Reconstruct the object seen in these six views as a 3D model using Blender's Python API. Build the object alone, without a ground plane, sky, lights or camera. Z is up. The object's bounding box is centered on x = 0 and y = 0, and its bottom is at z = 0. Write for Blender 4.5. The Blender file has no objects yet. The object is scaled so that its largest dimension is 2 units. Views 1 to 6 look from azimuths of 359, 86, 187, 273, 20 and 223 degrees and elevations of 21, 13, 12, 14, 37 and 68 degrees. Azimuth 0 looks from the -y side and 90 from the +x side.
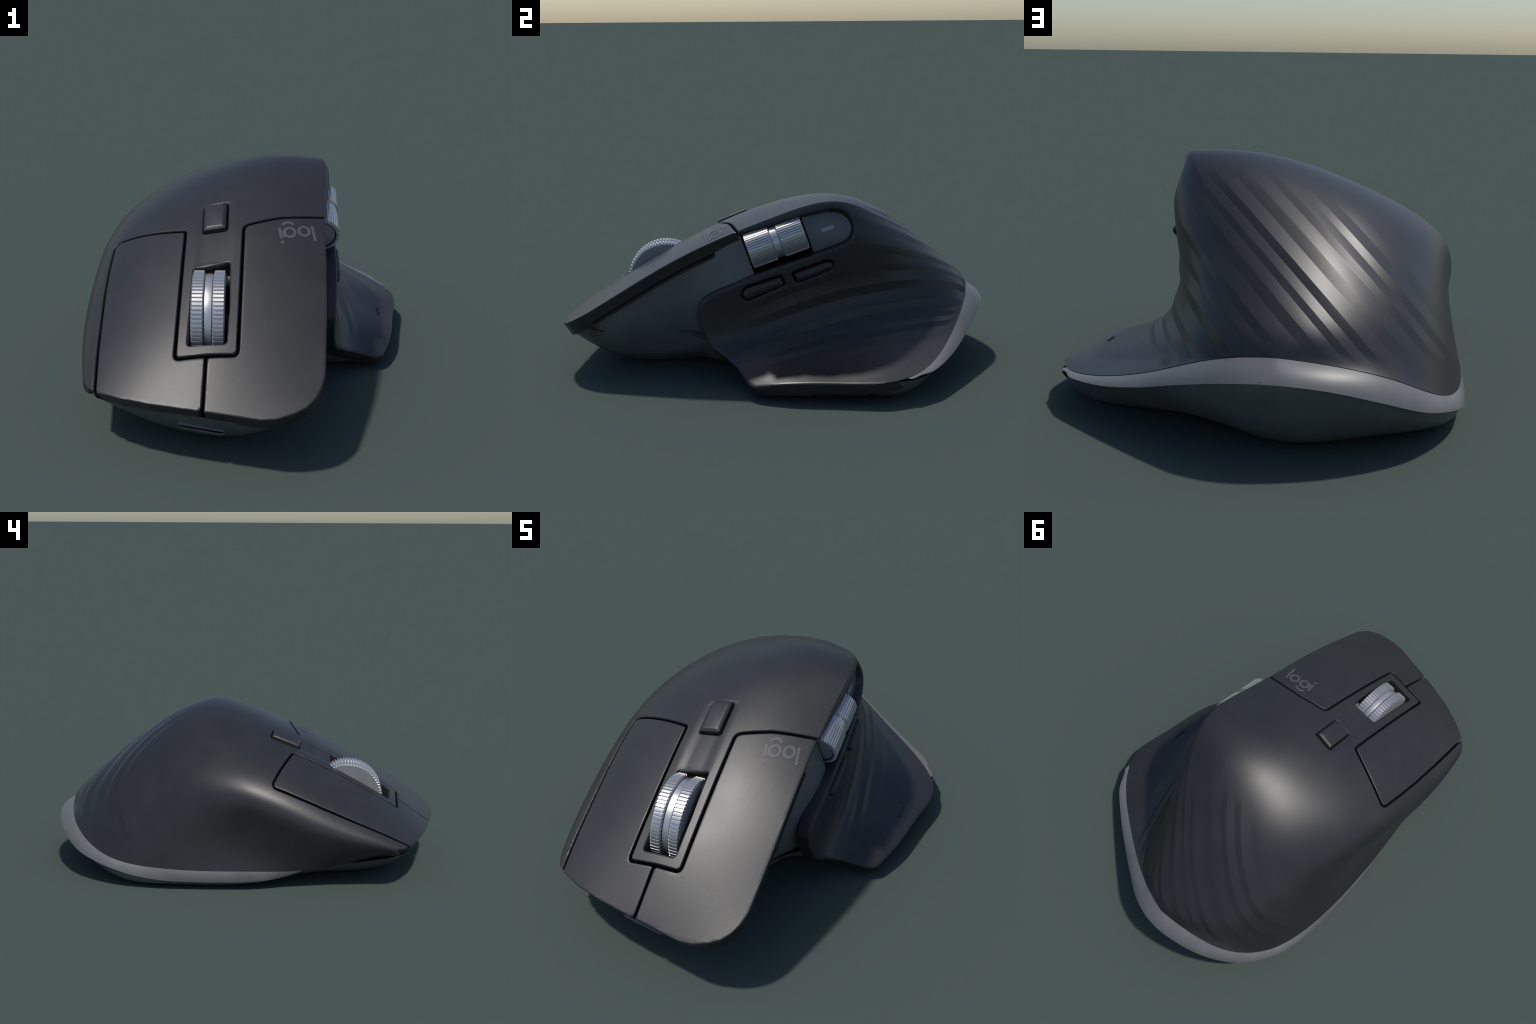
"""Sculpted right-handed computer mouse, built part by part.

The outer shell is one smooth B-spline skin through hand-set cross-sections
(front -> rear).  Panels (main buttons, palm shell, side buttons) are cut out of
that skin along panel lines, get rounded edges and a wall of their own.
"""
import bpy
import numpy as np
from math import pi, sin, cos, radians, sqrt

# ------------------------------------------------------------------ sections
# key = station y.  Each section lists (x, z) from the left lower edge, up the
# left wall, over the back to the thumb-side lip (8th), then down the thumb
# hollow to the wing edge (14th).
SHELL_SECTIONS = {
    -1.02: [(-0.498, 0.106), (-0.528, 0.100), (-0.540, 0.089), (-0.514, 0.109), (-0.428, 0.139), (-0.256, 0.169), (0.004, 0.207), (0.248, 0.228), (0.267, 0.191), (0.280, 0.150), (0.290, 0.130), (0.300, 0.100), (0.330, 0.080), (0.378, 0.050)],
    -0.8: [(-0.532, 0.189), (-0.565, 0.186), (-0.588, 0.197), (-0.587, 0.225), (-0.460, 0.268), (-0.271, 0.330), (0.003, 0.376), (0.263, 0.359), (0.278, 0.326), (0.300, 0.280), (0.310, 0.240), (0.330, 0.180), (0.369, 0.119), (0.392, 0.023)],
    -0.55: [(-0.568, 0.128), (-0.604, 0.165), (-0.634, 0.217), (-0.641, 0.282), (-0.496, 0.380), (-0.281, 0.473), (0.001, 0.530), (0.272, 0.520), (0.278, 0.482), (0.299, 0.420), (0.308, 0.350), (0.327, 0.239), (0.363, 0.124), (0.388, -0.003)],
    -0.3: [(-0.609, 0.089), (-0.626, 0.160), (-0.639, 0.269), (-0.649, 0.372), (-0.517, 0.498), (-0.273, 0.594), (0.005, 0.669), (0.270, 0.640), (0.278, 0.601), (0.333, 0.520), (0.340, 0.419), (0.324, 0.284), (0.336, 0.112), (0.497, 0.018)],
    -0.05: [(-0.642, 0.097), (-0.605, 0.200), (-0.606, 0.340), (-0.641, 0.478), (-0.485, 0.595), (-0.232, 0.703), (0.019, 0.773), (0.277, 0.734), (0.299, 0.701), (0.327, 0.599), (0.345, 0.469), (0.323, 0.311), (0.371, 0.146), (0.622, 0.099)],
    0.2: [(-0.659, 0.097), (-0.627, 0.220), (-0.612, 0.371), (-0.584, 0.513), (-0.429, 0.638), (-0.169, 0.762), (0.071, 0.835), (0.305, 0.831), (0.347, 0.763), (0.342, 0.640), (0.327, 0.473), (0.303, 0.313), (0.390, 0.152), (0.641, 0.094)],
    0.4: [(-0.656, 0.106), (-0.631, 0.220), (-0.592, 0.369), (-0.512, 0.502), (-0.372, 0.643), (-0.132, 0.738), (0.101, 0.787), (0.194, 0.744), (0.278, 0.695), (0.289, 0.578), (0.254, 0.444), (0.266, 0.294), (0.423, 0.154), (0.700, 0.104)],
    0.6: [(-0.629, 0.119), (-0.602, 0.215), (-0.548, 0.339), (-0.470, 0.455), (-0.324, 0.563), (-0.125, 0.640), (0.030, 0.634), (0.088, 0.595), (0.147, 0.554), (0.170, 0.468), (0.196, 0.371), (0.254, 0.256), (0.391, 0.160), (0.571, 0.112)],
    0.78: [(-0.547, 0.179), (-0.493, 0.269), (-0.439, 0.341), (-0.368, 0.401), (-0.268, 0.451), (-0.135, 0.484), (-0.034, 0.476), (0.021, 0.447), (0.075, 0.417), (0.115, 0.370), (0.155, 0.315), (0.190, 0.260), (0.230, 0.225), (0.268, 0.192)],
    0.9: [(-0.386, 0.289), (-0.298, 0.317), (-0.259, 0.343), (-0.219, 0.364), (-0.169, 0.375), (-0.129, 0.373), (-0.089, 0.375), (-0.054, 0.372), (-0.020, 0.368), (0.000, 0.351), (0.015, 0.335), (0.025, 0.320), (0.031, 0.310), (0.044, 0.311)],
}
SHELL_TIP = (-0.120, 0.928, 0.317)

# ------------------------------------------------------------------ maths
def basis(n, u, p=3):
    """Clamped uniform B-spline basis, n control points."""
    kn = np.r_[[0.0] * p, np.linspace(0, 1, n - p + 1), [1.0] * p]
    N = np.zeros((len(u), n))
    for i, x in enumerate(np.clip(u, 0, 1 - 1e-12)):
        k = np.searchsorted(kn, x, 'right') - 1
        b = np.zeros(p + 1)
        b[0] = 1
        for d in range(1, p + 1):
            nb = np.zeros(p + 1)
            for j in range(d):
                l, r = kn[k - d + 1 + j], kn[k + 1 + j]
                w = b[j] / (r - l) if r > l else 0.0
                nb[j] += (r - x) * w
                nb[j + 1] += (x - l) * w
            b = nb
        N[i, k - p:k + 1] = b
    return N


def curve_through(points, n, closed=False):
    """Catmull-Rom style smooth curve through points, n samples evenly in index."""
    P = np.asarray(points, float)
    m = len(P)
    if closed:
        u = np.arange(n) * m / n
        idx = lambda k: P[np.mod(k, m)]
    else:
        u = np.linspace(0, m - 1, n)
        Q = np.vstack([2 * P[0] - P[1], P, 2 * P[-1] - P[-2]])
        idx = lambda k: Q[np.clip(k + 1, 0, m + 1)]
    k = np.floor(u).astype(int)
    if not closed:
        k = np.minimum(k, m - 2)
    t = (u - k)[:, None]
    a, b, c, d = idx(k - 1), idx(k), idx(k + 1), idx(k + 2)
    return .5 * (2 * b + (c - a) * t + (2 * a - 5 * b + 4 * c - d) * t**2 + (3 * b - a - 3 * c + d) * t**3)


def resample(P, n):
    d = np.r_[0, np.cumsum(np.linalg.norm(np.diff(P, axis=0), axis=1))]
    t = np.linspace(0, d[-1], n)
    return np.stack([np.interp(t, d, P[:, i]) for i in range(P.shape[1])], 1)


def fillet(points, radii, n=8):
    """Closed polygon with its corners rounded."""
    P = np.asarray(points, float)
    m = len(P)
    if np.isscalar(radii):
        radii = [radii] * m
    out = []
    for i in range(m):
        p, a, b, r = P[i], P[i - 1], P[(i + 1) % m], radii[i]
        if r <= 0:
            out.append(p)
            continue
        u, v = (a - p) / np.linalg.norm(a - p), (b - p) / np.linalg.norm(b - p)
        ang = np.arccos(np.clip(u @ v, -1, 1))
        if ang > pi - .05:
            out.append(p)
            continue
        d = min(r / np.tan(ang / 2), .45 * np.linalg.norm(a - p), .45 * np.linalg.norm(b - p))
        for k in np.linspace(0, 1, n):
            out.append((1 - k)**2 * (p + u * d) + 2 * k * (1 - k) * p + k**2 * (p + v * d))
    return np.array(out)


def sd_polygon(q, poly):
    """Signed distance to a closed polygon, positive inside."""
    d2 = np.full(len(q), 1e9)
    inside = np.zeros(len(q), bool)
    for i in range(len(poly)):
        a, b = poly[i - 1], poly[i]
        e = b - a
        w = q - a
        t = np.clip((w @ e) / (e @ e + 1e-18), 0, 1)
        d2 = np.minimum(d2, ((w - t[:, None] * e)**2).sum(1))
        c = (a[1] > q[:, 1]) != (b[1] > q[:, 1])
        if c.any():
            xi = a[0] + (q[:, 1] - a[1]) / (b[1] - a[1] + 1e-18) * (b[0] - a[0])
            inside ^= c & (q[:, 0] < xi)
    return np.where(inside, 1, -1) * np.sqrt(d2)


def ramp(x, lo, hi):
    t = np.clip((x - lo) / (hi - lo), 0, 1)
    return t * t * (3 - 2 * t)


# ------------------------------------------------------------------ mesh tools
def split(A, F, val):
    """Cut triangles along val = 0.  Returns new attributes, triangles, positive-side flag."""
    v = np.where(np.abs(val) < 1e-5, 1e-5, val)
    pos = v > 0
    cnt = pos[F].sum(1)
    keep, mixed = F[(cnt == 0) | (cnt == 3)], F[(cnt == 1) | (cnt == 2)]
    kpos = pos[keep[:, 0]]
    if not len(mixed):
        return A, keep, kpos, val
    mp = pos[mixed]
    lone_sign = mp.sum(1) == 1
    lone = np.argmax(mp == lone_sign[:, None], axis=1)
    ar = np.arange(len(mixed))
    l, a, b = (mixed[ar, (lone + k) % 3] for k in range(3))
    e = np.sort(np.vstack([np.c_[l, a], np.c_[l, b]]), axis=1)
    ue, inv = np.unique(e, axis=0, return_inverse=True)
    inv = inv.ravel()
    t = (v[ue[:, 0]] / (v[ue[:, 0]] - v[ue[:, 1]]))[:, None]
    newA = A[ue[:, 0]] * (1 - t) + A[ue[:, 1]] * t
    ia, ib = inv[:len(mixed)] + len(A), inv[len(mixed):] + len(A)
    F2 = np.vstack([keep, np.c_[l, ia, ib], np.c_[ia, a, b], np.c_[ia, b, ib]])
    p2 = np.r_[kpos, lone_sign, ~lone_sign, ~lone_sign]
    return np.vstack([A, newA]), F2, p2, np.r_[v, np.zeros(len(ue))]


def compact(A, F):
    used, inv = np.unique(F, return_inverse=True)
    return A[used], inv.reshape(F.shape)


def border_edges(F):
    e = np.vstack([F[:, [0, 1]], F[:, [1, 2]], F[:, [2, 0]]])
    key = np.sort(e, axis=1)
    _, idx, cnt = np.unique(key, axis=0, return_index=True, return_counts=True)
    return e[idx[cnt == 1]]


ROOT = None


def make_object(name, V, faces, material, smooth_angle=38, parent=None):
    me = bpy.data.meshes.new(name)
    me.from_pydata(np.asarray(V, float).tolist(), [], [list(map(int, f)) for f in faces])
    me.validate()
    me.update()
    me.materials.append(material)
    for p in me.polygons:
        p.use_smooth = True
    if smooth_angle:
        me.set_sharp_from_angle(angle=radians(smooth_angle))
    ob = bpy.data.objects.new(name, me)
    bpy.context.scene.collection.objects.link(ob)
    ob.parent = parent or ROOT
    return ob


def fix_normals(ob):
    import bmesh
    bm = bmesh.new()
    bm.from_mesh(ob.data)
    bmesh.ops.recalc_face_normals(bm, faces=bm.faces)
    bm.to_mesh(ob.data)
    bm.free()


def panel(name, A, F, field, material, bevel=.008, drop=.008, wall=.045, lift=0., steps=(.05, .2, .45, 1.), parent=None, inset=0., smooth_angle=38):
    """Cut the part field > 0 out of the skin, round its edge, give it a wall."""
    A = np.c_[A, field]
    c = A.shape[1] - 1
    A, F, p, val = split(A, F, A[:, c])
    F = F[p]
    A[:, c] = np.where(np.abs(A[:, c]) < 2e-5, 0, A[:, c])
    A, F = compact(A, F)
    for s in steps:
        A, F, p, val = split(A, F, A[:, c] - s * bevel)
    A, F = compact(A, F)
    n = A[:, 3:6] / (np.linalg.norm(A[:, 3:6], axis=1)[:, None] + 1e-12)
    k = np.clip(1 - np.maximum(A[:, c], 0) / bevel, 0, 1)
    V = A[:, :3] + n * (lift - drop * (1 - np.sqrt(1 - k * k)))[:, None]
    e = border_edges(F)
    faces = [tuple(f) for f in F]
    if wall and len(e):
        ring, inv = np.unique(e, return_inverse=True)
        inv = inv.reshape(e.shape) + len(V)
        faces += [(b, a, ia, ib) for (a, b), (ia, ib) in zip(e, inv)]
        V = np.vstack([V, V[ring] - n[ring] * wall])
    ob = make_object(name, V, faces, material, smooth_angle, parent)
    w = ob.modifiers.new("weighted_normals", 'WEIGHTED_NORMAL')
    w.mode, w.weight, w.keep_sharp = 'FACE_AREA', 50, True
    return ob


def grid_faces(nu, nv, close_u=False, close_v=False, flip=False):
    f = []
    for i in range(nu if close_u else nu - 1):
        for j in range(nv if close_v else nv - 1):
            a, b = i * nv + j, i * nv + (j + 1) % nv
            c, d = ((i + 1) % nu) * nv + (j + 1) % nv, ((i + 1) % nu) * nv + j
            f.append((a, d, c, b) if flip else (a, b, c, d))
    return f


def loft(sections, n_along, n_round, tip=None, tail=None):
    """B-spline loft; sections = {y: [(x, z), ...]}."""
    ys = sorted(sections)
    C = [[q if len(q) == 3 else (q[0], y, q[1]) for q in sections[y]] for y in ys]
    k = len(C[0])
    if tip is not None:
        C = C + [[tip] * k]
    if tail is not None:
        C = [[tail] * k] + C
    C = np.array(C)
    return np.einsum('am,bk,mkc->abc', basis(len(C), np.linspace(0, 1, n_along)), basis(k, np.linspace(0, 1, n_round)), C)


# ------------------------------------------------------------------ materials
def new_material(name):
    m = bpy.data.materials.new(name)
    m.use_nodes = True
    nt = m.node_tree
    return m, nt, nt.nodes["Principled BSDF"]


def plastic(name, colour, rough, spec=.5, grain=.0, grain_scale=260., mottling=.12, coat=0.):
    """Moulded plastic or rubber: faint mottling, fine moulded grain."""
    m, nt, b = new_material(name)
    N, L = nt.nodes, nt.links
    tc = N.new("ShaderNodeTexCoord")
    no = N.new("ShaderNodeTexNoise")
    no.inputs["Scale"].default_value = 7
    no.inputs["Detail"].default_value = 5
    L.new(tc.outputs["Object"], no.inputs["Vector"])
    cr = N.new("ShaderNodeValToRGB")
    lo = [c * (1 - mottling) for c in colour]
    hi = [c * (1 + mottling) for c in colour]
    cr.color_ramp.elements[0].position, cr.color_ramp.elements[1].position = .3, .7
    cr.color_ramp.elements[0].color = (*lo, 1)
    cr.color_ramp.elements[1].color = (*hi, 1)
    L.new(no.outputs["Fac"], cr.inputs["Fac"])
    L.new(cr.outputs["Color"], b.inputs["Base Color"])
    mr = N.new("ShaderNodeMapRange")
    mr.inputs["To Min"].default_value, mr.inputs["To Max"].default_value = rough - .03, rough + .03
    L.new(no.outputs["Fac"], mr.inputs["Value"])
    L.new(mr.outputs["Result"], b.inputs["Roughness"])
    b.inputs["Specular IOR Level"].default_value = spec
    b.inputs["Coat Weight"].default_value = coat
    if grain:
        g = N.new("ShaderNodeTexNoise")
        g.inputs["Scale"].default_value = grain_scale
        g.inputs["Detail"].default_value = 2
        L.new(tc.outputs["Object"], g.inputs["Vector"])
        bu = N.new("ShaderNodeBump")
        bu.inputs["Strength"].default_value = grain
        bu.inputs["Distance"].default_value = .002
        L.new(g.outputs["Fac"], bu.inputs["Height"])
        L.new(bu.outputs["Normal"], b.inputs["Normal"])
    return m


def metal(name, colour, rough):
    m, nt, b = new_material(name)
    N, L = nt.nodes, nt.links
    tc = N.new("ShaderNodeTexCoord")
    no = N.new("ShaderNodeTexNoise")
    no.inputs["Scale"].default_value = 90
    L.new(tc.outputs["Object"], no.inputs["Vector"])
    mr = N.new("ShaderNodeMapRange")
    mr.inputs["To Min"].default_value, mr.inputs["To Max"].default_value = rough - .05, rough + .05
    L.new(no.outputs["Fac"], mr.inputs["Value"])
    L.new(mr.outputs["Result"], b.inputs["Roughness"])
    b.inputs["Base Color"].default_value = (*colour, 1)
    b.inputs["Metallic"].default_value = .8
    return m


BODY = (.022, .022, .0235)
M_SHELL = plastic("graphite_soft_plastic", BODY, .40, .5, grain=.05)
M_KEY = plastic("graphite_key_plastic", (.024, .024, .027), .42)
M_BASE = plastic("base_plastic", (.105, .112, .114), .45)
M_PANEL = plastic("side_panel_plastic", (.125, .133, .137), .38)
M_TRIM = plastic("grey_trim_plastic", (.15, .152, .15), .42)
M_DARK = plastic("black_inner_plastic", (.006, .006, .006), .7, .2)
M_LOGO = plastic("printed_grey_mark", (.075, .077, .083), .45)
M_LAMP = plastic("indicator_plastic", (.30, .33, .37), .4)
M_STEEL = metal("machined_steel", (.56, .56, .57), .40)
M_CAP = plastic("wheel_cap_plastic", (.28, .28, .285), .45)
M_PIN = plastic("pale_axle_plastic", (.35, .33, .28), .5)

# ------------------------------------------------------------------ root
ROOT = bpy.data.objects.new("computer_mouse", None)
bpy.context.scene.collection.objects.link(ROOT)
ROOT["label"] = "dark graphite sculpted right-handed computer mouse with steel wheels"
ROOT["category"] = "computer mouse"

# ------------------------------------------------------------------ shell skin
NS, NTOP, NSIDE = 400, 240, 160
stations = sorted(SHELL_SECTIONS)
CTRL = np.array([[(x, y, z) for x, z in SHELL_SECTIONS[y]] for y in stations] + [[SHELL_TIP] * 14])
n_top = 8
s_par = np.linspace(0, 1, NS)**.92
Bs = basis(len(CTRL), s_par)
Bt = np.zeros((NTOP + NSIDE - 1, 14))
Bt[:NTOP, :n_top] = basis(n_top, np.linspace(0, 1, NTOP))
Bt[NTOP - 1:] = 0
Bt[NTOP - 1:, n_top - 1:] = basis(14 - n_top + 1, np.linspace(0, 1, NSIDE))
t_par = np.r_[np.linspace(0, .5, NTOP), np.linspace(.5, 1, NSIDE)[1:]]
SKIN = np.einsum('am,bk,mkc->abc', Bs, Bt, CTRL)
EDGE_LEFT, EDGE_RIGHT = SKIN[:, 0].copy(), SKIN[:, -1].copy()


def skin_normals(P):
    du, dv = np.gradient(P, axis=0), np.gradient(P, axis=1)
    n = np.cross(du, dv)
    n /= np.linalg.norm(n, axis=2)[..., None] + 1e-12
    n[-4:] = n[-5].mean(0) / np.linalg.norm(n[-5].mean(0))
    return n


NOR = skin_normals(SKIN)
if NOR[NS // 2, NTOP // 2, 2] < 0:
    NOR = -NOR
SKIN = SKIN + NOR * .002
TT = np.broadcast_to(t_par, SKIN.shape[:2])

# signed arc distance from the thumb-side lip (positive on the top)
seg = np.linalg.norm(np.diff(SKIN, axis=1), axis=2)
arc = np.concatenate([np.zeros((NS, 1)), np.cumsum(seg, axis=1)], axis=1)
d_lip = arc[:, NTOP - 1:NTOP] - arc
d_right_edge = arc[:, -1:] - arc
row_of = np.broadcast_to(np.arange(NS)[:, None] / (NS - 1), SKIN.shape[:2])
A0 = np.c_[SKIN.reshape(-1, 3), NOR.reshape(-1, 3), TT.ravel(), d_lip.ravel(), d_right_edge.ravel(), row_of.ravel()]
nt_all = SKIN.shape[1]
ii, jj = np.meshgrid(np.arange(NS - 1), np.arange(nt_all - 1), indexing='ij')
a = (ii * nt_all + jj).ravel()
F0 = np.vstack([np.c_[a, a + nt_all, a + nt_all + 1], np.c_[a, a + nt_all + 1, a + 1]])
F0[F0 >= (NS - 1) * nt_all] = (NS - 1) * nt_all
PTS = A0[:, :3]
c0 = np.cross(PTS[F0[:, 1]] - PTS[F0[:, 0]], PTS[F0[:, 2]] - PTS[F0[:, 0]])
keep = np.linalg.norm(c0, axis=1) > 1e-10
F0, c0 = F0[keep], c0[keep]
if (c0 * A0[F0[:, 0], 3:6]).sum() < 0:
    F0 = F0[:, ::-1]


# pleats: a fan of flat-sided ridges lying in near-parallel tilted planes
def pleat(P):
    q = .73 * P[:, 0] + .25 * P[:, 1] - .63 * P[:, 2]
    return q, q / .0625 + .14 * np.sin(q * 31 + .6)


CREST = .58
_, ph = pleat(A0[:, :3])
for k in range(int(np.floor(ph.min())), int(np.ceil(ph.max())) + 1):
    for off in (0., CREST):
        if -11 < k + off < 6:
            A0, F0, _, _ = split(A0, F0, pleat(A0[:, :3])[1] - (k + off))
A0, F0 = compact(A0, F0)
A0 = np.c_[A0, A0[:, :3]]
PTS = A0[:, 10:13]
T0, DL, DRE, ROW = A0[:, 6], A0[:, 7], A0[:, 8], A0[:, 9]
X, Y, Z = PTS.T
u, phase = pleat(PTS)
phase = np.where(np.abs(phase - np.round(phase)) < 1e-4, np.round(phase), phase)
fr = phase - np.floor(phase)
saw = np.where(fr < CREST, fr / CREST, (1 - fr) / (1 - CREST))
mask = ramp(u, -.68, -.44) * ramp(Y, -.32, .12) * (1 - ramp(u, .26, .36)) * ramp(T0, .02, .08) * (1 - ramp(T0, .93, .98))
mask = mask * np.maximum(ramp(Y, .32, .52), ramp(T0, .66, .80)) * (1 - ramp(ROW, .93, .995))
strength = .72 + .28 * np.sin(np.floor(phase) * 2.4 + .8)
A0[:, :3] = PTS + A0[:, 3:6] * (.0052 * mask * (1 + .35 * ramp(T0, .62, .75)) * (strength * saw - .3))[:, None]
# shallow channel from the wheel slot to the mode key
ch = (1 - ramp(np.abs(X + .157), .030, .080)) * ramp(Y, -.48, -.42) * (1 - ramp(Y, -.15, -.12)) * (T0 < .5) * (T0 > .2)
A0[:, 2] -= .006 * ch
A0 = A0[:, :6]
PLAN, SIDE = PTS[:, :2], PTS[:, 1:3]

# panel lines in plan (x, y)
SPLIT_X = -.157
left_line = [(-.556, -.148), (-.563, -.275), (-.564, -.405), (-.559, -.54), (-.552, -.682), (-.541, -.831), (-.525, -1.2)]
LEFT_BUTTON = fillet([(-.270, -.245), (-.268, -.786), (SPLIT_X, -.790), (SPLIT_X - .002, -1.2)] + left_line[::-1], [.02, .02, 0, 0, 0, 0, 0, 0, 0, 0, .02])
RIGHT_BUTTON = fillet([(-.043, -.272), (.10, -.232), (.273, -.206), (.6, -.18), (.6, -1.2), (SPLIT_X - .002, -1.2), (SPLIT_X, -.790), (-.046, -.797)], [.03, 0, 0, 0, 0, 0, 0, .02])
OUTLINE = np.array([(.9, 2.), (.9, -.76), (.2685, -.77), (.265, -.82), (.257, -.868), (.243, -.907), (.222, -.941), (.192, -.968), (.15, -.987), (.095, -1.001), (.04, -1.002),
                    (-.016, -.992), (-.127, -.971), (-.236, -.948), (-.344, -.921), (-.446, -.884), (-.541, -.833), (-.573, -.803), (-.597, -.760), (-.613, -.71), (-.66, -.6), (-.9, -.3), (-.9, 2.)])
WHEEL_SLOT = fillet([(-.224, -.441), (-.089, -.436), (-.087, -.754), (-.226, -.745)], .012)
KEY_RECT = [(-.200, -.131), (-.112, -.137), (-.110, -.277), (-.197, -.272)]
KEY_HOLE = fillet([(-.203, -.128), (-.109, -.134), (-.107, -.281), (-.200, -.276)], .008)
# thumb-side opening, seen from the side (y, z); everything ahead of it is open
POD = fillet([(-.203, .92), (-.203, .664), (-.041, .712), (.085, .752), (.20, .778), (.268, .768), (.305, .725), (.312, .675), (.29, .632), (.24, .610), (.132, .578), (-.042, .526),
              (-.14, .490), (-.216, .456), (-.300, .420), (-.362, .385), (-.393, .338), (-.385, .275), (-.348, .205), (-.288, .123), (-.225, .055), (-.19, .02), (-.18, -.3), (-1.4, -.3), (-1.4, .92)],
             [0, 0, .1, .1, .1, .1, .1, .1, .1, .1, .1, .1, .1, .1, .1, .1, .1, .1, .1, .1, .1, .1, 0, 0, 0])
THUMB_KEYS = [fillet([(-.170, .375), (-.196, .405), (-.176, .440), (-.016, .492), (.002, .447)], [.03, .03, .03, .014, .014]),
              fillet([(.030, .500), (.185, .551), (.222, .540), (.210, .508), (.052, .452)], [.014, .03, .03, .03, .014])]

WING = fillet([(-1, -.7), (.338, -.7), (.345, -.34), (.38, -.265), (.43, -.218), (.487, -.194), (.542, -.176), (.588, -.134), (.616, -.062), (.637, .025), (.66, .2), (.72, .3), (1, .3), (1, 2), (-1, 2)],
              [0, 0, .1, .1, .1, .1, .1, .1, .1, .1, 0, 0, 0, 0, 0])
GAP = .0045
f_out = np.where(Y < -.3, sd_polygon(PLAN, OUTLINE), .5)
f_left = np.minimum(sd_polygon(PLAN, LEFT_BUTTON), (T0 - .17) * 2)
f_right = np.minimum(sd_polygon(PLAN, RIGHT_BUTTON), DL)
f_slot = np.minimum(sd_polygon(PLAN, WHEEL_SLOT), np.minimum(T0 - .2, .5 - T0) * 3)
f_key = np.minimum(sd_polygon(PLAN, KEY_HOLE), np.minimum(T0 - .2, .5 - T0) * 3)
f_pod = -sd_polygon(SIDE, POD)
lip_line = SKIN[:, NTOP - 1]
pod_at_lip = np.interp(ROW, np.arange(NS) / (NS - 1), -sd_polygon(lip_line[:, 1:3], POD))
f_pod = np.where(T0 < .5, np.maximum(pod_at_lip, -.08) + DL, f_pod)
f_thumb = [np.where(T0 > .5, sd_polygon(SIDE, k), -.5) for k in THUMB_KEYS]
wing_rim = np.where(T0 > .5, DRE + .02 * ramp(PTS[:, 1], .30, .50), 1.)
f_wing = np.where(T0 > .62, sd_polygon(PLAN, WING), .5)

low_edge = np.interp(PTS[:, 1], [-.84, -.811, -.736, -.632, -.5, -.368, -.30, -.2], [.205, .183, .148, .126, .106, .085, .06, -.2])
f_low = np.where((T0 < .25) & (PTS[:, 1] < -.15), PTS[:, 2] - low_edge, .5)
tip_k = np.clip(.5 + (f_low - f_out) / .06, 0, 1)
f_tip = f_low * (1 - tip_k) + f_out * tip_k - .03 * tip_k * (1 - tip_k)
f_palm = np.minimum.reduce([f_tip * 2, (-f_left - GAP) * 2.6, (-np.minimum(sd_polygon(PLAN, RIGHT_BUTTON), DL + .001) - GAP) * 2.6, -f_slot * 2, -f_key * 2, f_pod, f_wing, -f_thumb[0], -f_thumb[1], wing_rim])
palm = panel("palm_shell", A0, F0, f_palm, M_SHELL, bevel=.013, drop=.009, wall=.045, smooth_angle=11)
panel("left_button", A0, F0, np.minimum(f_left - GAP, f_out), M_SHELL, bevel=.0045, drop=.004, wall=.045)
right_button = panel("right_button", A0, F0, np.minimum(f_right - GAP + GAP * (DL < f_right + 1e-6), f_out), M_SHELL, bevel=.0055, drop=.005, wall=.060)
for f in f_thumb:
    panel("thumb_button", A0, F0, f - .0055, M_KEY, bevel=.020, drop=.018, wall=.06, lift=.019)

# dark liner under the panel lines
liner_A = A0.copy()
liner_A[:, :3] -= A0[:, 3:6] * .04
f_liner = np.minimum.reduce([f_out - .03, DL - .03, (T0 - .15) * 2, (.05 - PTS[:, 1]), -f_slot, -f_key - .002])
panel("inner_frame", liner_A, F0, f_liner, M_DARK, wall=.0, steps=())


def skin_point(x, y):
    """Point and normal of the top skin over (x, y)."""
    m = np.flatnonzero((T0 < .5) & (T0 > .15))
    i = m[np.argmin(((PLAN[m] - (x, y))**2).sum(1))]
    n = A0[i, 3:6]
    p = A0[i, :3]
    z = p[2] - (n[0] * (x - p[0]) + n[1] * (y - p[1])) / n[2]
    return np.array([x, y, z]), n


# ------------------------------------------------------------------ mode key
def keycap(name, rect, top_lift, material, inset=.010, foot=-.05):
    """Raised key: straight wall, chamfered shoulder, flat cap."""
    rings = []
    c = np.mean(rect, axis=0)
    for k, (ins, h) in enumerate([(.0, foot), (.0, top_lift - .014), (.002, top_lift - .008), (inset, top_lift - .001), (inset + .004, top_lift)]):
        r = [np.array(p) + (c - np.array(p)) / np.abs(c - np.array(p)) * ins for p in rect]
        r = fillet(r, .007, 5)
        ring = []
        for x, y in r:
            p, n = skin_point(x, y)
            ring.append(p + n * h)
        rings.append(ring)
    V = np.array(rings)
    nu, nv = V.shape[:2]
    faces = grid_faces(nu, nv, close_v=True)
    V = V.reshape(-1, 3)
    faces.append(tuple(range((nu - 1) * nv, nu * nv)))
    ob = make_object(name, V, faces, material, 30)
    fix_normals(ob)
    return ob


keycap("mode_key", KEY_RECT, .019, M_KEY)


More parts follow.
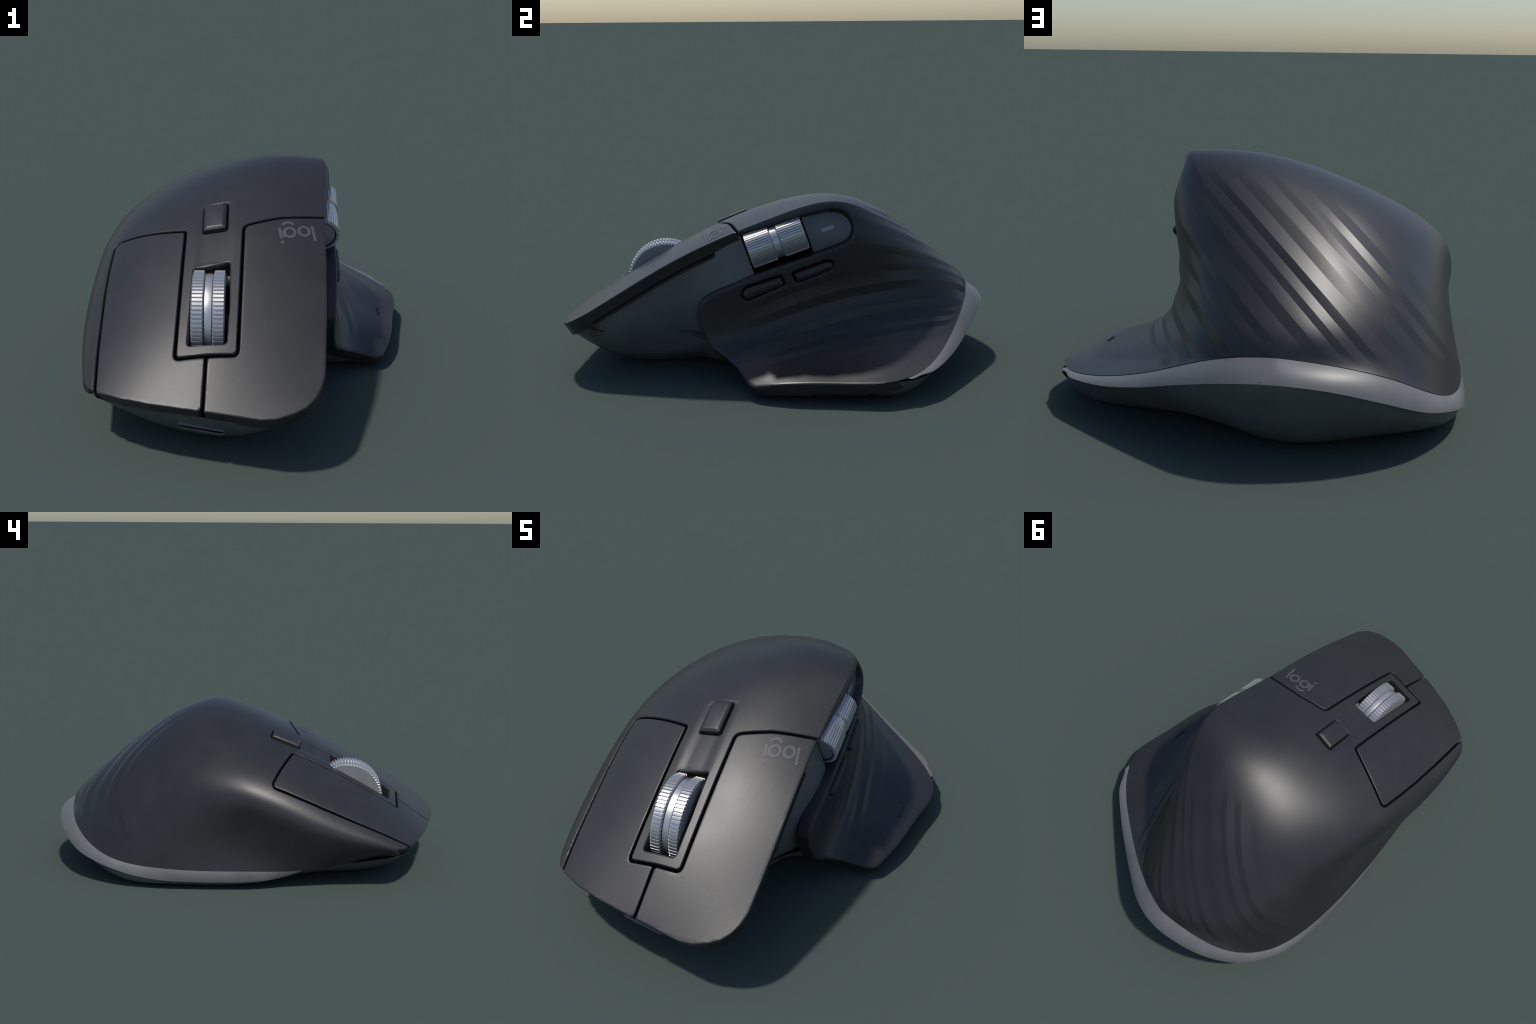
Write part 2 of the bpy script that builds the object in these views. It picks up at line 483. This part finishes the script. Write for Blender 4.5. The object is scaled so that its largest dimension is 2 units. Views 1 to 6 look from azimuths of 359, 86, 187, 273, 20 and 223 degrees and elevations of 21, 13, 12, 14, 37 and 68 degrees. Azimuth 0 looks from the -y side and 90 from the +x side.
# ------------------------------------------------------------------ printed mark
def strip_on_skin(name, line, width, material, lift=.0012, closed=False, parent=None):
    """Flat printed stroke following the skin (line in plan)."""
    L = np.asarray(line, float)
    t = np.gradient(L, axis=0) if not closed else np.roll(L, -1, 0) - np.roll(L, 1, 0)
    t /= np.linalg.norm(t, axis=1)[:, None]
    n = np.c_[-t[:, 1], t[:, 0]]
    V = []
    for w in (-.5, .5):
        for x, y in L + n * width * w:
            p, nn = skin_point(x, y)
            V.append(p + nn * lift)
    m = len(L)
    faces = [(i, (i + 1) % m, m + (i + 1) % m, m + i) for i in range(m if closed else m - 1)]
    return V, faces


def printed(name, pieces, material, parent):
    V, faces = [], []
    for v, f in pieces:
        faces += [tuple(i + len(V) for i in q) for q in f]
        V += v
    ob = make_object(name, V, faces, material, None, parent)
    for p in ob.data.polygons:
        if p.normal.z < 0:
            p.flip()
    return ob


def ring_line(c, rx, ry, n=40):
    th = np.linspace(0, 2 * pi, n, endpoint=False)
    return np.c_[c[0] + rx * np.cos(th), c[1] + ry * np.sin(th)]


W = .0115
printed("mark_letter", [strip_on_skin("", resample(np.array([(.219, -.264), (.232, -.337)]), 8), W, M_LOGO)], M_LOGO, right_button)
printed("mark_letter", [strip_on_skin("", ring_line((.1885, -.295), .0200, .0222), W, M_LOGO, closed=True)], M_LOGO, right_button)
th = np.linspace(radians(28), radians(165), 18)
printed("mark_letter", [strip_on_skin("", ring_line((.1336, -.306), .0202, .0222), W, M_LOGO, closed=True),
                        strip_on_skin("", resample(np.array([(.1085, -.303), (.1145, -.333)]), 5), .010, M_LOGO, .0016),
                        strip_on_skin("", np.c_[.1275 + .022 * np.cos(th), -.278 + .022 * np.sin(th)], W, M_LOGO)], M_LOGO, right_button)
printed("mark_letter", [strip_on_skin("", resample(np.array([(.093, -.288), (.1025, -.339)]), 6), W, M_LOGO),
                        strip_on_skin("", ring_line((.1055, -.3565), .0036, .0038), .0074, M_LOGO, closed=True)], M_LOGO, right_button)


# ------------------------------------------------------------------ wheels
def knurled_ring(name, radius, half, teeth, depth, material, parent, hub=0., bevel=.004, dish=0.):
    """Wheel ring about the local x axis with square-cut teeth on its rim."""
    prof = []
    for k in range(teeth):
        for fr_, r in ((.08, radius - depth), (.30, radius - depth), (.42, radius), (.92, radius)):
            prof.append(((k + fr_) / teeth * 2 * pi, r))
    rows = [(-half, hub), (-half, radius - depth - bevel * 1.6), (-half + bevel, None), (half - bevel, None), (half, radius - depth - bevel * 1.6), (half, hub)]
    V = []
    for x, r in rows:
        for th_, rr in prof:
            q = rr if r is None else r
            V.append((x, q * cos(th_), q * sin(th_)))
    ob = make_object(name, V, grid_faces(len(rows), len(prof), close_v=True), material, 25, parent)
    fix_normals(ob)
    return ob


def turned(name, profile, material, parent, n=96, angle=30):
    """Body of revolution about the local x axis; profile = (x, r)."""
    V = [(x, r * cos(2 * pi * k / n), r * sin(2 * pi * k / n)) for x, r in profile for k in range(n)]
    ob = make_object(name, V, grid_faces(len(profile), n, close_v=True), material, angle, parent)
    fix_normals(ob)
    return ob


def place(ob, loc, rot_z=0., rot_x=0., rot_y=0.):
    ob.location = loc
    ob.rotation_euler = (rot_x, rot_y, rot_z)


def empty(name):
    e = bpy.data.objects.new(name, None)
    bpy.context.scene.collection.objects.link(e)
    e.parent = ROOT
    return e


# scroll wheel: two toothed rims, a smooth groove between them, grey caps
WHEEL_AT, WHEEL_R = (-.157, -.529, .370), .180
wheel = empty("scroll_wheel")
place(wheel, WHEEL_AT, rot_y=radians(-2.0))
for sx in (-1, 1):
    rim = knurled_ring("wheel_rim", WHEEL_R, .0225, 72, .0060, M_STEEL, wheel, hub=WHEEL_R * .7)
    rim.location = (sx * .0385, 0, 0)
turned("wheel_core", [(-.016, .10), (-.016, WHEEL_R - .020), (-.0125, WHEEL_R - .013), (0, WHEEL_R - .0115), (.0125, WHEEL_R - .013), (.016, WHEEL_R - .020), (.016, .10)], M_STEEL, wheel)
for sx in (-1, 1):
    cap = turned("wheel_cap", [(sx * .045, .001), (sx * .0612, .001), (sx * .0612, WHEEL_R - .012), (sx * .0585, WHEEL_R - .0085), (sx * .05, WHEEL_R - .0085)], M_CAP, wheel)
turned("wheel_axle", [(-.09, .001), (-.09, .018), (.09, .018), (.09, .001)], M_PIN, wheel, 32)


def box(name, lo, hi, material, parent=None, open_top=False):
    (x0, y0, z0), (x1, y1, z1) = lo, hi
    V = [(x0, y0, z0), (x1, y0, z0), (x1, y1, z0), (x0, y1, z0), (x0, y0, z1), (x1, y0, z1), (x1, y1, z1), (x0, y1, z1)]
    F = [(0, 1, 2, 3), (0, 4, 5, 1), (1, 5, 6, 2), (2, 6, 7, 3), (3, 7, 4, 0)]
    if not open_top:
        F.append((4, 7, 6, 5))
    return make_object(name, V, F, material, 20, parent)


# well the scroll wheel turns in
well_in = fillet([(-.232, -.436), (-.081, -.431), (-.079, -.762), (-.234, -.752)], .012)
V = [(*skin_point(x, y)[0][:2], skin_point(x, y)[0][2] - .028) for x, y in well_in] + [(x, y, .14) for x, y in well_in]
m = len(well_in)
make_object("wheel_well", V, [(i, (i + 1) % m, m + (i + 1) % m, m + i) for i in range(m)] + [tuple(range(m, 2 * m))], M_DARK, 40)

# thumb wheel: axis lies in the side plane, tilted with the back
AX = radians(19.3)
thumb = empty("thumb_wheel")
thumb.location = (.264, -.033, .627)
thumb.rotation_euler = (AX, 0, pi / 2)
thumb.rotation_mode = 'XYZ'
import mathutils
ax = mathutils.Vector((0, cos(AX), sin(AX)))
thumb.rotation_euler = ax.to_track_quat('X', 'Z').to_euler()
TR = .079
for sx in (-1, 1):
    rim = knurled_ring("wheel_rim", TR, .0575, 42, .0055, M_STEEL, thumb, hub=TR * .80, bevel=.003)
    rim.location = (sx * .0735, 0, 0)
turned("wheel_core", [(-.131, .001), (-.127, TR - .012), (-.02, TR - .012), (-.014, TR - .0055), (.014, TR - .0055), (.02, TR - .012), (.127, TR - .012), (.131, .001)], M_STEEL, thumb)
for sx in (-1, 1):
    turned("wheel_cap", [(sx * .1275, .001), (sx * .1275, TR * .82)], M_DARK, thumb, 48)

# ------------------------------------------------------------------ side panel
# recessed wall ahead of the thumb rest and behind the thumb wheel
PANEL_SECTIONS = {
    -.955: [(.20, -.90, .225), (.17, -.90, .19), (.12, -.90, .155), (.05, -.90, .125), (-.03, -.89, .12), (-.1, -.88, .11)],
    -.83: [(.235, .28), (.232, .25), (.205, .18), (.14, .10), (.03, .045), (-.1, .03)],
    -.65: [(.246, .40), (.243, .335), (.208, .23), (.135, .11), (.045, .0), (-.1, 0)],
    -.45: [(.25, .52), (.25, .435), (.223, .305), (.15, .16), (.06, .0), (-.1, 0)],
    -.32: [(.258, .59), (.265, .49), (.29, .36), (.30, .25), (.235, .15), (.06, .02)],
    -.20: [(.26, .655), (.28, .57), (.31, .43), (.325, .28), (.345, .12), (.2, .05)],
    -.05: [(.255, .71), (.28, .64), (.298, .52), (.27, .38), (.24, .1), (.1, .03)],
    .12: [(.26, .775), (.288, .70), (.302, .60), (.26, .45), (.22, .1), (.1, .03)],
    .34: [(.24, .765), (.275, .70), (.28, .60), (.24, .45), (.18, .15), (.1, .05)],
}
P = loft(PANEL_SECTIONS, 120, 70)
# slot for the thumb wheel
rel = P - np.array(thumb.location)
along = rel @ np.array(ax)
PA = np.c_[P.reshape(-1, 3), np.zeros((P.shape[0] * P.shape[1], 3))]
n = np.cross(np.gradient(P, axis=0), np.gradient(P, axis=1))
n /= np.linalg.norm(n, axis=2)[..., None] + 1e-12
if n[60, 20, 0] < 0:
    n = -n
PA[:, 3:] = n.reshape(-1, 3)
nu, nv = P.shape[:2]
ii, jj = np.meshgrid(np.arange(nu - 1), np.arange(nv - 1), indexing='ij')
a = (ii * nv + jj).ravel()
PF = np.vstack([np.c_[a, a + nv, a + nv + 1], np.c_[a, a + nv + 1, a + 1]])
c0 = np.cross(P.reshape(-1, 3)[PF[:, 1]] - P.reshape(-1, 3)[PF[:, 0]], P.reshape(-1, 3)[PF[:, 2]] - P.reshape(-1, 3)[PF[:, 0]])
if (c0 * PA[PF[:, 0], 3:]).sum() < 0:
    PF = PF[:, ::-1]
up = rel @ np.array([0, -sin(AX), cos(AX)])
f_slot2 = np.maximum(np.abs(along) - .139, np.abs(up) - .12).ravel()
inside_pod = sd_polygon(PA[:, 1:3], POD) + .018 + .2 * (1 - ramp(PA[:, 1], -.30, -.12))
side_panel = panel("side_panel", PA, PF, np.minimum(f_slot2, inside_pod), M_PANEL, bevel=.003, drop=.002, wall=.03)
well = box("wheel_well", (-.15, -.10, -.1), (.15, .10, -.09), M_DARK)
well.location = (.25, -.033, .627)
well.rotation_euler = mathutils.Matrix((ax, (0, -sin(AX), cos(AX)), (1, 0, 0))).transposed().to_euler()

# seam under the overhanging button plate: its shadow line modelled as a black tube, plus a thin rail
def sweep(name, line, radius, material, parent=None, n=8):
    L = np.asarray(line, float)
    t = np.gradient(L, axis=0)
    t /= np.linalg.norm(t, axis=1)[:, None]
    a_ = np.cross(t, [0, 0, 1.])
    a_ /= np.linalg.norm(a_, axis=1)[:, None]
    b_ = np.cross(a_, t)
    V_ = [p_ + radius * (a_[k] * cos(w_) + b_[k] * sin(w_)) for k, p_ in enumerate(L) for w_ in np.linspace(0, 2 * pi, n, endpoint=False)]
    ob = make_object(name, V_, grid_faces(len(L), n, close_v=True), material, 60, parent)
    fix_normals(ob)
    return ob


lip_row = SKIN[:, NTOP - 1]
lip_row = resample(lip_row[(lip_row[:, 1] > -.86) & (lip_row[:, 1] < -.30)], 80)
edge_line = lip_row
sweep("seam_shadow_tube", edge_line - (.014, 0, .062), .007, M_DARK)
sweep("seam_rail", edge_line - (.013, 0, .073), .0055, M_SHELL)

# indicator lamp: small pill on the panel
th = np.linspace(0, 2 * pi, 40, endpoint=False)
pill = np.c_[np.clip(np.cos(th) * 1.0, -1, 1) * .010 + np.sign(np.cos(th)) * .022, np.sin(th) * .010]


def on_grid(PG, y, z):
    Q = PG.reshape(-1, 3)
    i = np.argmin((Q[:, 1] - y)**2 + (Q[:, 2] - z)**2)
    return Q[i], i


V = []
ca, sa = cos(radians(18)), sin(radians(18))
for h in (.0025, .0):
    for u_, v_ in pill * (1 if h == 0 else .9):
        y, z = .193 + u_ * ca - v_ * sa, .682 + u_ * sa + v_ * ca
        q, i = on_grid(P, y, z)
        V.append((q[0] + h + .001, y, z))
make_object("indicator_lamp", V, [tuple(range(40))] + [(i, (i + 1) % 40, 40 + (i + 1) % 40, 40 + i) for i in range(40)], M_LAMP, 40, side_panel)

# ------------------------------------------------------------------ base
BASE_SECTIONS = {
    -0.96: [(-0.538, -0.812, 0.178), (-0.440, -0.850, 0.176), (-0.297, -0.905, 0.189), (-0.143, -0.942, 0.190), (0.012, -0.967, 0.180), (0.145, -0.958, 0.180), (0.235, -0.870, 0.245)],
    -0.88: [(-0.540, -0.790, 0.167), (-0.428, -0.820, 0.130), (-0.285, -0.859, 0.116), (-0.145, -0.885, 0.095), (-0.010, -0.895, 0.092), (0.120, -0.885, 0.125), (0.215, -0.830, 0.215)],
    -0.76: [(-0.565, 0.157), (-0.452, 0.080), (-0.318, 0.005), (-0.145, -0.022), (-0.014, -0.016), (0.08, 0.055), (0.17, 0.20)],
    -0.5: [(-0.575, 0.122), (-0.472, 0.050), (-0.336, -0.014), (-0.140, -0.025), (-0.0, -0.025), (0.06, 0.06), (0.15, 0.2)],
    -0.33: [(-0.590, 0.100), (-0.493, 0.043), (-0.359, -0.004), (-0.134, -0.007), (0.02, 0.005), (0.12, 0.09), (0.27, 0.22)],
    -0.22: [(-0.610, 0.060), (-0.533, 0.027), (-0.429, 0.003), (-0.133, 0.015), (0.10, 0.042), (0.25, 0.082), (0.400, 0.115)],
    -0.14: [(-0.630, 0.048), (-0.564, 0.018), (-0.481, 0.006), (-0.133, 0.021), (0.292, 0.011), (0.476, 0.008), (0.531, 0.067)],
    -0.08: [(-0.645, 0.038), (-0.597, 0.011), (-0.514, 0.000), (-0.138, 0.011), (0.380, -0.012), (0.561, -0.015), (0.586, 0.068)],
    0.1: [(-0.662, 0.040), (-0.630, 0.004), (-0.558, -0.006), (-0.144, 0.002), (0.488, -0.017), (0.590, 0.007), (0.625, 0.085)],
    0.35: [(-0.668, 0.045), (-0.644, 0.009), (-0.563, -0.004), (-0.146, 0.003), (0.482, -0.022), (0.613, 0.008), (0.650, 0.095)],
    0.5: [(-0.661, 0.061), (-0.651, 0.006), (-0.555, -0.001), (-0.146, 0.011), (0.428, -0.029), (0.624, -0.021), (0.662, 0.100)],
    0.62: [(-0.640, 0.085), (-0.618, 0.015), (-0.490, 0.010), (-0.147, 0.023), (0.204, 0.034), (0.470, 0.042), (0.577, 0.109)],
    0.74: [(-0.599, 0.114), (-0.527, 0.060), (-0.368, 0.019), (-0.144, -0.027), (0.039, 0.030), (0.250, 0.111), (0.421, 0.136)],
    0.87: [(-0.473, 0.168), (-0.400, 0.132), (-0.282, 0.077), (-0.133, 0.034), (0.006, 0.084), (0.121, 0.159), (0.210, 0.197)],
    0.95: [(-0.321, 0.231), (-0.272, 0.207), (-0.200, 0.177), (-0.107, 0.165), (-0.038, 0.180), (0.020, 0.218), (0.050, 0.238)],
}
BASE_TIP = (-.112, .997, .258)
G = loft(BASE_SECTIONS, 160, 90, tip=BASE_TIP)
for e_, s_ in ((0, 1), (-1, -1)):
    for k in range(14):
        w_ = np.exp(-(k / 5)**2)
        o_ = (G[:, e_ + s_ * k] - np.array([-.05, .2, 0])) * (1, 1, 0)
        o_ /= np.linalg.norm(o_, axis=1)[:, None] + 1e-9
        back = (ramp(G[:, e_ + s_ * k, 1], .0, .4) * (1 - ramp(G[:, e_ + s_ * k, 0], .0, .3)))[:, None]
        G[:, e_ + s_ * k] += (o_ * -.003 + np.array([0, 0, .009])) * w_ * back
G[..., 2] = np.maximum(G[..., 2], 0)
base = make_object("base", G.reshape(-1, 3), grid_faces(160, 90), M_BASE, 45)
# lid of the base, hidden inside the body
lidV, lidF = [], []
for i in range(160):
    lidV += [G[i, 0] + (.03, 0, .0), G[i, -1] - (.03, 0, .0)]
for i in range(159):
    lidF.append((2 * i, 2 * i + 1, 2 * i + 3, 2 * i + 2))
make_object("base_floor", lidV, lidF, M_DARK, None)

# ------------------------------------------------------------------ grey trim
i0 = int(np.argmin(np.abs(EDGE_LEFT[:, 1] + .30)))
j0 = int(np.argmin(np.abs(EDGE_RIGHT[:, 1] - .49) + (EDGE_RIGHT[:, 0] < .5)))
upper = np.vstack([EDGE_LEFT[i0:], EDGE_RIGHT[j0:-1][::-1]])
lower_pts = [tuple(EDGE_LEFT[i0] - (0, 0, .004)), (-.614, -.20, .058), (-.638, -.08, .042), (-.659, .10, .040), (-.668, .35, .045), (-.662, .5, .062), (-.642, .62, .088), (-.592, .74, .118), (-.52, .84, .152), (-.40, .927, .205), (-.26, .980, .246),
             (-.112, .999, .262), (.03, .968, .247), (.166, .896, .211), (.304, .814, .168), (.44, .724, .134), (.569, .622, .116), (.613, .550, .111), (.641, .515, .108), tuple(EDGE_RIGHT[j0] - (0, 0, .003))]
n_tr = 220
up_c = resample(upper, n_tr)
lo_c = resample(curve_through(lower_pts, 600), n_tr)
# match by position along: nearest in angle around the body
ang_u = np.unwrap(np.arctan2(up_c[:, 1] - .2, up_c[:, 0]))
ang_l = np.unwrap(np.arctan2(lo_c[:, 1] - .2, lo_c[:, 0]))
lo_m = np.stack([np.interp(-ang_u, -ang_l, lo_c[:, k]) for k in range(3)], 1)
rows = []
mid_out = (lo_m - np.array([-.05, .2, 0])) * (1, 1, 0)
mid_out /= np.linalg.norm(mid_out, axis=1)[:, None]
hgt = np.linalg.norm(lo_m - up_c, axis=1)[:, None]
fade = np.clip(hgt / .045, .03, 1)
inn = -mid_out
rows.append(up_c + fade * (inn * .03 - np.array([0, 0, .012])))
rows.append(up_c - fade * np.array([0, 0, .003]))
for k in np.linspace(0, 1, 9):
    rows.append(up_c * (1 - k) + lo_m * k + mid_out * (hgt * .30 * k * (1 - k)) + np.array([0, 0, .18]) * hgt * k * (1 - k))
rows.append(lo_m + fade * (inn * .012 - np.array([0, 0, .004])))
rows.append(lo_m + fade * (inn * .05 - np.array([0, 0, .020])))
T = np.array(rows)
trim = make_object("rear_trim", T.reshape(-1, 3), grid_faces(len(rows), n_tr), M_TRIM, 50)
fix_normals(trim)

# ------------------------------------------------------------------ small marks
# slit on the wing
sl = []
m = np.flatnonzero(T0 > .5)
i = m[np.argmin((A0[m, 1] - .18)**2 + (A0[m, 0] - .57)**2)]
c, nrm = A0[i, :3], A0[i, 3:6]
yv = np.array([0, 1., 0]) - nrm * nrm[1]
yv /= np.linalg.norm(yv)
xv = np.cross(nrm, yv)
V = []
th = np.linspace(0, 2 * pi, 32, endpoint=False)
for h, k in ((.0, 1.), (.003, .9), (.003, .6), (.0005, .5)):
    for t_ in th:
        uu, vv = cos(t_) * .006 * k + np.sign(cos(t_)) * .028, sin(t_) * .006 * k
        V.append(c + yv * uu + xv * vv + nrm * h)
slit = make_object("wing_slit", V, grid_faces(4, 32, close_v=True) + [tuple(range(96, 128))], M_KEY, 30)
fix_normals(slit)

# charging port under the nose
port = empty("charging_port")


# nose surface seen from the front: the row of the base grid just below the plate
gi = int(np.argmin(np.abs(G[:25, 45, 2] - .118)))
gn = np.cross(G[gi + 2, 45] - G[gi - 2, 45], G[gi, 48] - G[gi, 42])
pn = gn / np.linalg.norm(gn)
pn = pn * (-1 if pn[1] > 0 else 1)
pc = G[gi, 45]
px = np.array([1., 0, 0]) - pn * pn[0]
px /= np.linalg.norm(px)
pv = np.cross(pn, px)
pv = pv * (1 if pv[2] > 0 else -1)
ring = fillet([(-.085, .018), (.085, .018), (.085, -.008), (.068, -.024), (-.068, -.024), (-.085, -.008)], .009, 6)
V = []
m = len(ring)
for k, h in ((1.0, -.02), (1.0, .003), (.96, .0055), (.91, .004), (.88, .001)):
    for x, v_ in ring * (1 - (1 - k) * np.array([.45, 1.6])):
        V.append(pc + px * (x - .02) + pv * v_ + pn * h)
rim = make_object("port_rim", V, grid_faces(5, m, close_v=True), M_BASE, 40, port)
fix_normals(rim)
make_object("port_cavity", V[4 * m:], [tuple(range(m))], M_DARK, None, port)

# pale axle end in the wheel well, and the dark foot slot under the wing
pin = turned("axle_end", [(-.022, .001), (-.022, .017), (-.018, .020), (.018, .020), (.022, .017), (.022, .001)], M_PIN, None, 32)
pin.location = (-.108, -.462, .495)
V = []
for k in np.linspace(-1, 1, 25):
    r_ = max(1 - abs(k)**6, .02)**.5
    for w_ in np.linspace(0, 2 * pi, 12, endpoint=False):
        V.append((.596 + .020 * k * .4 + .016 * r_ * cos(w_), .235 + .15 * k, .030 + .008 * r_ * sin(w_)))
slot = make_object("foot_slot", V, grid_faces(25, 12, close_v=True), M_DARK, 60)
fix_normals(slot)
